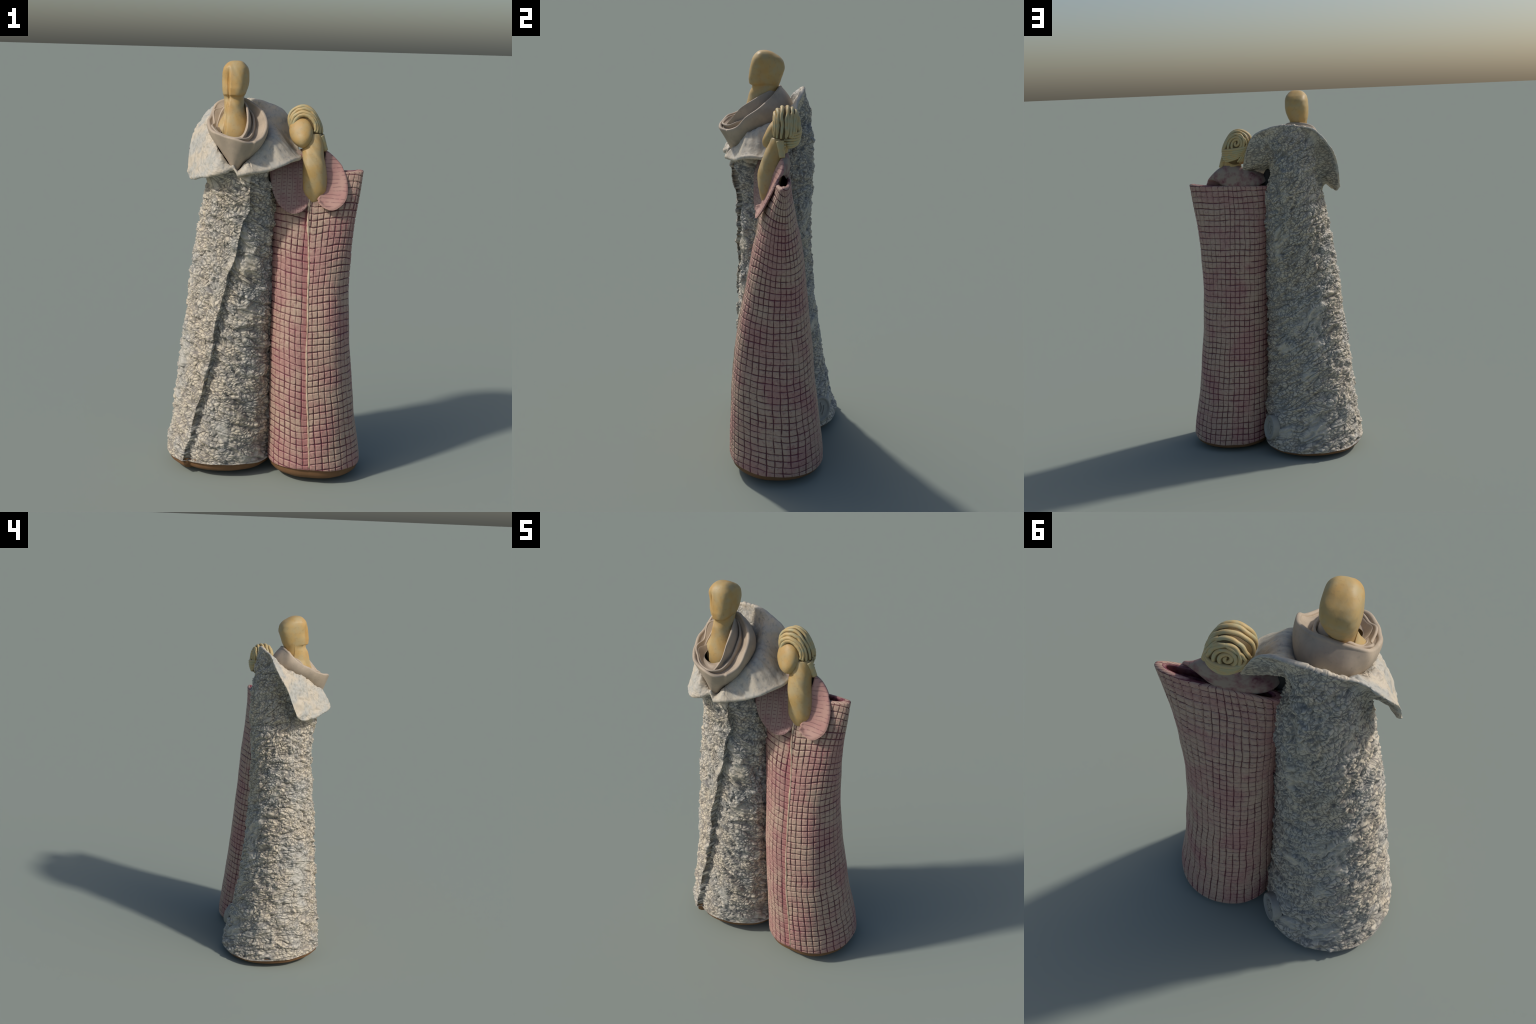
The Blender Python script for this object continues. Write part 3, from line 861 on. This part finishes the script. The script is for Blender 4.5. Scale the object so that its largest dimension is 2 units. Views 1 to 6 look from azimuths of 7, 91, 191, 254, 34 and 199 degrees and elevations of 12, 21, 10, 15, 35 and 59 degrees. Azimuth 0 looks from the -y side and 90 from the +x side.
# ------------------------------------------------------------------ woman's collar with two rounded lapels
def make_collar():
    outer = [(0.190, -0.105, 1.340), (0.165, -0.116, 1.312), (0.119, -0.122, 1.301), (0.070, -0.126, 1.330), (0.034, -0.127, 1.385), (0.016, -0.122, 1.455),
             (0.004, -0.085, 1.520), (0.024, -0.010, 1.500), (0.080, 0.020, 1.478), (0.150, 0.030, 1.474), (0.220, 0.032, 1.476), (0.300, 0.018, 1.520),
             (0.346, -0.006, 1.512), (0.374, -0.045, 1.445), (0.370, -0.085, 1.370), (0.322, -0.110, 1.326), (0.275, -0.112, 1.333), (0.243, -0.110, 1.362)]
    inner = [(0.198, -0.084, 1.354), (0.194, -0.072, 1.385), (0.190, -0.062, 1.420), (0.184, -0.056, 1.460), (0.176, -0.046, 1.510), (0.168, -0.030, 1.550),
             (0.166, -0.008, 1.580), (0.170, 0.008, 1.596), (0.182, 0.018, 1.604), (0.202, 0.026, 1.606), (0.226, 0.026, 1.606), (0.246, 0.016, 1.594),
             (0.262, 0.004, 1.580), (0.256, -0.026, 1.520), (0.248, -0.050, 1.450), (0.246, -0.066, 1.410), (0.242, -0.078, 1.385), (0.238, -0.088, 1.368)]
    t = np.linspace(0, 1, 260)
    o, i = catmull(outer, t), catmull(inner, t)
    s = np.linspace(0, 1, 40)[:, None, None]
    t3 = t[None, :, None]
    sag = np.array([0, 0.012, 0.0]) * (1 - np.exp(-((t3 - 0.5) / 0.16)**2)) + np.array([0, 0.010, 0.018]) * np.exp(-((t3 - 0.5) / 0.16)**2)
    top = i + (o - i) * s + sag * np.sin(pi * s)
    du, dv = np.gradient(top, axis=1), np.gradient(top, axis=0)
    n = np.cross(du, dv)
    n /= np.linalg.norm(n, axis=2)[..., None] + 1e-9
    n *= np.sign((n * np.array([0, -1, 0.5])).sum(2).mean())
    thick = 0.0072 * np.sqrt(np.clip(1 - ((s - 0.5) * 2)**8, 0, 1)) * np.sqrt(np.clip(1 - ((t[None, :, None] - 0.5) * 2)**60, 0, 1))
    a, b = top + n * thick, top - n * thick
    rows, cols = a.shape[:2]
    v = np.concatenate([a.reshape(-1, 3), b.reshape(-1, 3)])
    f1 = grid_faces(rows, cols, closed=False)
    f2 = f1[:, ::-1] + rows * cols
    idx = np.arange(rows * cols).reshape(rows, cols)
    loop = np.r_[idx[0], idx[1:, -1], idx[-1, ::-1][1:], idx[::-1, 0][1:-1]]
    nx = np.roll(loop, -1)
    f3 = np.stack([loop, nx, nx + rows * cols, loop + rows * cols], -1)[:, ::-1]
    ob = mesh_object("lapel", v, [f1, f2, f3], M_LAPEL, pink)
    # the two lapels and the yoke behind the neck are regions of one sheet
    allf = np.vstack([f1, f2, f3])
    col = (allf % cols).mean(1) / cols
    ob, rest = split_off(ob, col < 0.34, "collar", M_YOKE, pink)
    col = col[col >= 0.34]
    rest, other = split_off(rest, col < 0.68, "lapel", M_LAPEL, pink)
    return rest


collar = make_collar()


# ------------------------------------------------------------------ woman's neck, head and hair
def make_woman():
    spine = [(0.216, -0.062, 1.352), (0.216, -0.058, 1.372), (0.219, -0.052, 1.41), (0.218, -0.046, 1.46), (0.213, -0.040, 1.52), (0.205, -0.026, 1.57), (0.200, -0.008, 1.62), (0.192, 0.010, 1.67)]
    width = (0.016, 0.036, 0.056, 0.059, 0.055, 0.051, 0.050, 0.045)
    depth = (0.012, 0.026, 0.042, 0.052, 0.057, 0.055, 0.050, 0.045)
    t = np.linspace(0, 1, 70)
    sp = catmull(spine, t)
    k = np.linspace(0, 1, len(width))
    w, d = hermite(k, width, t), hermite(k, depth, t)
    phi = np.linspace(0, TAU, 90, endpoint=False)[None, :]
    kk = super_k(phi, 2.3)
    rings = sp[:, None, :] + np.stack([w[:, None] * np.cos(phi) * kk, d[:, None] * np.sin(phi) * kk, 0 * phi * w[:, None]], -1)
    rings[..., 1] += 0.0025 * wobble(rings[..., 2] * 50 + rings[..., 0] * 60, 71)
    loft("neck", rings, M_SKIN, cap_start=True, cap_end=True)

    # face: a flattened oval tilted back, chin forward
    u = np.array([-0.24, 0.53, 0.81])
    u /= np.linalg.norm(u)
    n = np.array([-0.2, -0.83, 0.5])
    n -= u * n.dot(u)
    n /= np.linalg.norm(n)
    r = np.cross(u, n)
    c = np.array([0.138, -0.046, 1.692]) - n * 0.030
    th = np.linspace(-pi / 2, pi / 2, 70)[:, None]
    ph = np.linspace(0, TAU, 120, endpoint=False)[None, :]
    se = lambda s, e: np.sign(s) * np.abs(s)**e
    cu, su = se(np.cos(th), 0.75), se(np.sin(th), 0.75)
    X = cu * se(np.cos(ph), 1.0) * 0.056
    U = cu * se(np.sin(ph), 1.0) * 0.081
    X = X * (1 - 0.12 * (U < 0) * (U / 0.081)**2)
    N = su * 0.038 + 0 * ph
    face = c + X[..., None] * r + U[..., None] * u + N[..., None] * n
    face += n * (0.0012 * wobble(U * 45, 72, 2) + 0.0012 * wobble(X * 50, 73, 2))[..., None]
    loft("head", face, M_SKIN)

    # hair: a leaning rounded block wrapped in strands
    a = np.array([-0.483, 0.046, 0.874])
    a /= np.linalg.norm(a)
    b = np.array([0.874, 0.0, 0.483])
    b -= a * b.dot(a)
    b /= np.linalg.norm(b)
    e = np.cross(b, a)
    e *= np.sign(e[1])
    hc = np.array([0.160, 0.028, 1.702])
    A, B, D = 0.096, 0.068, 0.062

    def on_head(la, lb, le, grow=1.0):
        """Point of the hair surface in the direction (la, lb, le) of its own axes."""
        v = np.stack(np.broadcast_arrays(la, lb, le), -1).astype(float)
        v /= np.linalg.norm(v, axis=-1)[..., None]
        rad = ((np.abs(v) / np.array([A, B, D]))**2.5).sum(-1)**(-1 / 2.5) * grow
        q = v * rad[..., None]
        # the front is cut flat where the face sits
        q[..., 2] = np.maximum(q[..., 2], -0.050)
        return hc + q[..., :1] * a + q[..., 1:2] * b + q[..., 2:] * e

    th = np.linspace(0, pi, 60)[:, None]
    ph = np.linspace(0, TAU, 90, endpoint=False)[None, :]
    block = on_head(np.sin(th) * np.cos(ph), np.sin(th) * np.sin(ph), np.cos(th) + 0 * ph)
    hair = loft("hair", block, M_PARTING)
    V, F, C = [], [], []
    at = 0

    def strand(path, radius):
        nonlocal at
        v, f, caps = tube(path, radius, 10)
        V.append(v)
        F.append(f + at)
        C.extend(c + at for c in caps)
        at += len(v)

    taper = lambda n: 0.35 + 0.65 * np.sin(np.linspace(0.12, pi - 0.12, n))**0.5
    # arches from the left temple over the crown down to the right cheek
    for i, depth_at in enumerate((-1.02, -0.76, -0.50, -0.22, 0.06, 0.34, 0.62)):
        ang = np.linspace(radians(-112 + 4 * i), radians(146 - 2 * i), 60)
        wob = 0.05 * wobble(ang * 3, 80 + i)
        p = on_head(np.cos(ang), np.sin(ang), depth_at + wob, 1.0)
        strand(p, (0.0105 - 0.0006 * i) * taper(60))
    # coiled strands on the back of the head
    def on_back(pa, pb, grow=1.0):
        r = np.clip(1 - np.abs(pa)**2.5 - np.abs(pb)**2.5, 0.0, 1)**(1 / 2.5)
        return hc + (pa * A)[:, None] * a + (pb * B)[:, None] * b + (r * D * grow)[:, None] * e

    tt = np.linspace(0, 1, 260)
    ang = 0.9 + tt * TAU * 3.3
    rr = (0.05 + 0.74 * tt) * (1 + 0.07 * wobble(ang * 1.3, 77, 2))
    pa, pb = 0.36 * (1 - 0.6 * tt) + rr * np.cos(ang) * 0.95, 0.04 + rr * np.sin(ang)
    strand(on_back(pa, pb), 0.0072 * (0.6 + 0.4 * smooth(0, 0.1, tt)) * (0.3 + 0.7 * smooth(1, 0.95, tt)))
    # strands swept across the nape, overlapping the coil
    for i in range(6):
        q = np.linspace(0, 1, 40)
        pb = -0.86 + 1.72 * q
        pa = -0.06 - 0.145 * i - 0.85 * (q - 0.5) + 0.10 * (q - 0.5)**2
        strand(on_back(pa, pb * np.sqrt(np.clip(1 - (0.13 * i)**2, 0.2, 1)), 1.0 + 0.09), 0.0082 * taper(40))
    # strands on the two sides, running from the crown to the nape
    for sgn in (-1, 1):
        for i in range(4):
            q = np.linspace(0, 1, 40)
            la = 0.85 - 1.75 * q - 0.05 * i
            le = 0.15 + 0.17 * i + 0.20 * q * (1 - q)
            strand(on_head(la, sgn * (0.95 - 0.06 * i) + 0 * q, le), 0.0072 * taper(40))
    # little lock at the nape
    s = np.linspace(0, 1, 16)
    strand(np.array([0.232, 0.004, 1.660]) + s[:, None] * np.array([0.028, 0.008, -0.070]), 0.019 * (1.1 - 0.4 * s))
    lock = mesh_object("hair_strands", np.vstack(V), [np.vstack(F), np.vstack(C)], M_HAIR, hair)
    lock["kind"] = "stuff"


make_woman()


# ------------------------------------------------------------------ potter's seal pressed on the back hem of the coat
def make_seal():
    c = np.array([0.004, 0.200, 0.150])
    n = np.array([0.78, 0.60, 0.16])
    n /= np.linalg.norm(n)
    r = np.cross([0, 0, 1], n)
    r /= np.linalg.norm(r)
    u = np.cross(n, r)
    ph = np.linspace(0, TAU, 96, endpoint=False)
    prof = [(1.0, -0.03), (1.0, 0.003), (0.97, 0.009), (0.90, 0.011), (0.82, 0.009), (0.77, 0.004), (0.70, 0.003), (0.4, 0.004), (0.05, 0.004)]
    rings = np.array([c + (s * 0.062 * np.cos(ph))[:, None] * r + (s * 0.070 * np.sin(ph))[:, None] * u + h * n for s, h in prof])
    seal = loft("seal_medallion", rings, M_SEAL, coat, cap_end=True)
    V, F, C, at = [], [], [], 0
    strokes = [[(-0.35, -0.3), (-0.42, 0.1), (-0.2, 0.45)], [(0.05, 0.5), (0.12, 0.15), (0.0, -0.2)], [(0.38, 0.2), (0.3, -0.15), (0.1, -0.48)]]
    for st in strokes:
        q = catmull(st, np.linspace(0, 1, 20))
        p = c + q[:, :1] * 0.062 * r + q[:, 1:] * 0.070 * u + n * 0.005
        v, f, caps = tube(p, 0.0045, 8)
        V.append(v), F.append(f + at), C.extend(k + at for k in caps)
        at += len(v)
    mesh_object("seal_mark", np.vstack(V), [np.vstack(F), np.vstack(C)], M_SEAL, seal)


make_seal()


# ------------------------------------------------------------------ near-black lump modelled as the shadow in the gap below the embracing arm
def make_gap_shadow():
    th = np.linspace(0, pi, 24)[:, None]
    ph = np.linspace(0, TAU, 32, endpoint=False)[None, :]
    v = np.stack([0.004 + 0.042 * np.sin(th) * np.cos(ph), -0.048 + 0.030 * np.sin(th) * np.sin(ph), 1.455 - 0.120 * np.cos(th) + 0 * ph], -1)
    loft("clay_core", v, M_GAP_SHADOW)


make_gap_shadow()
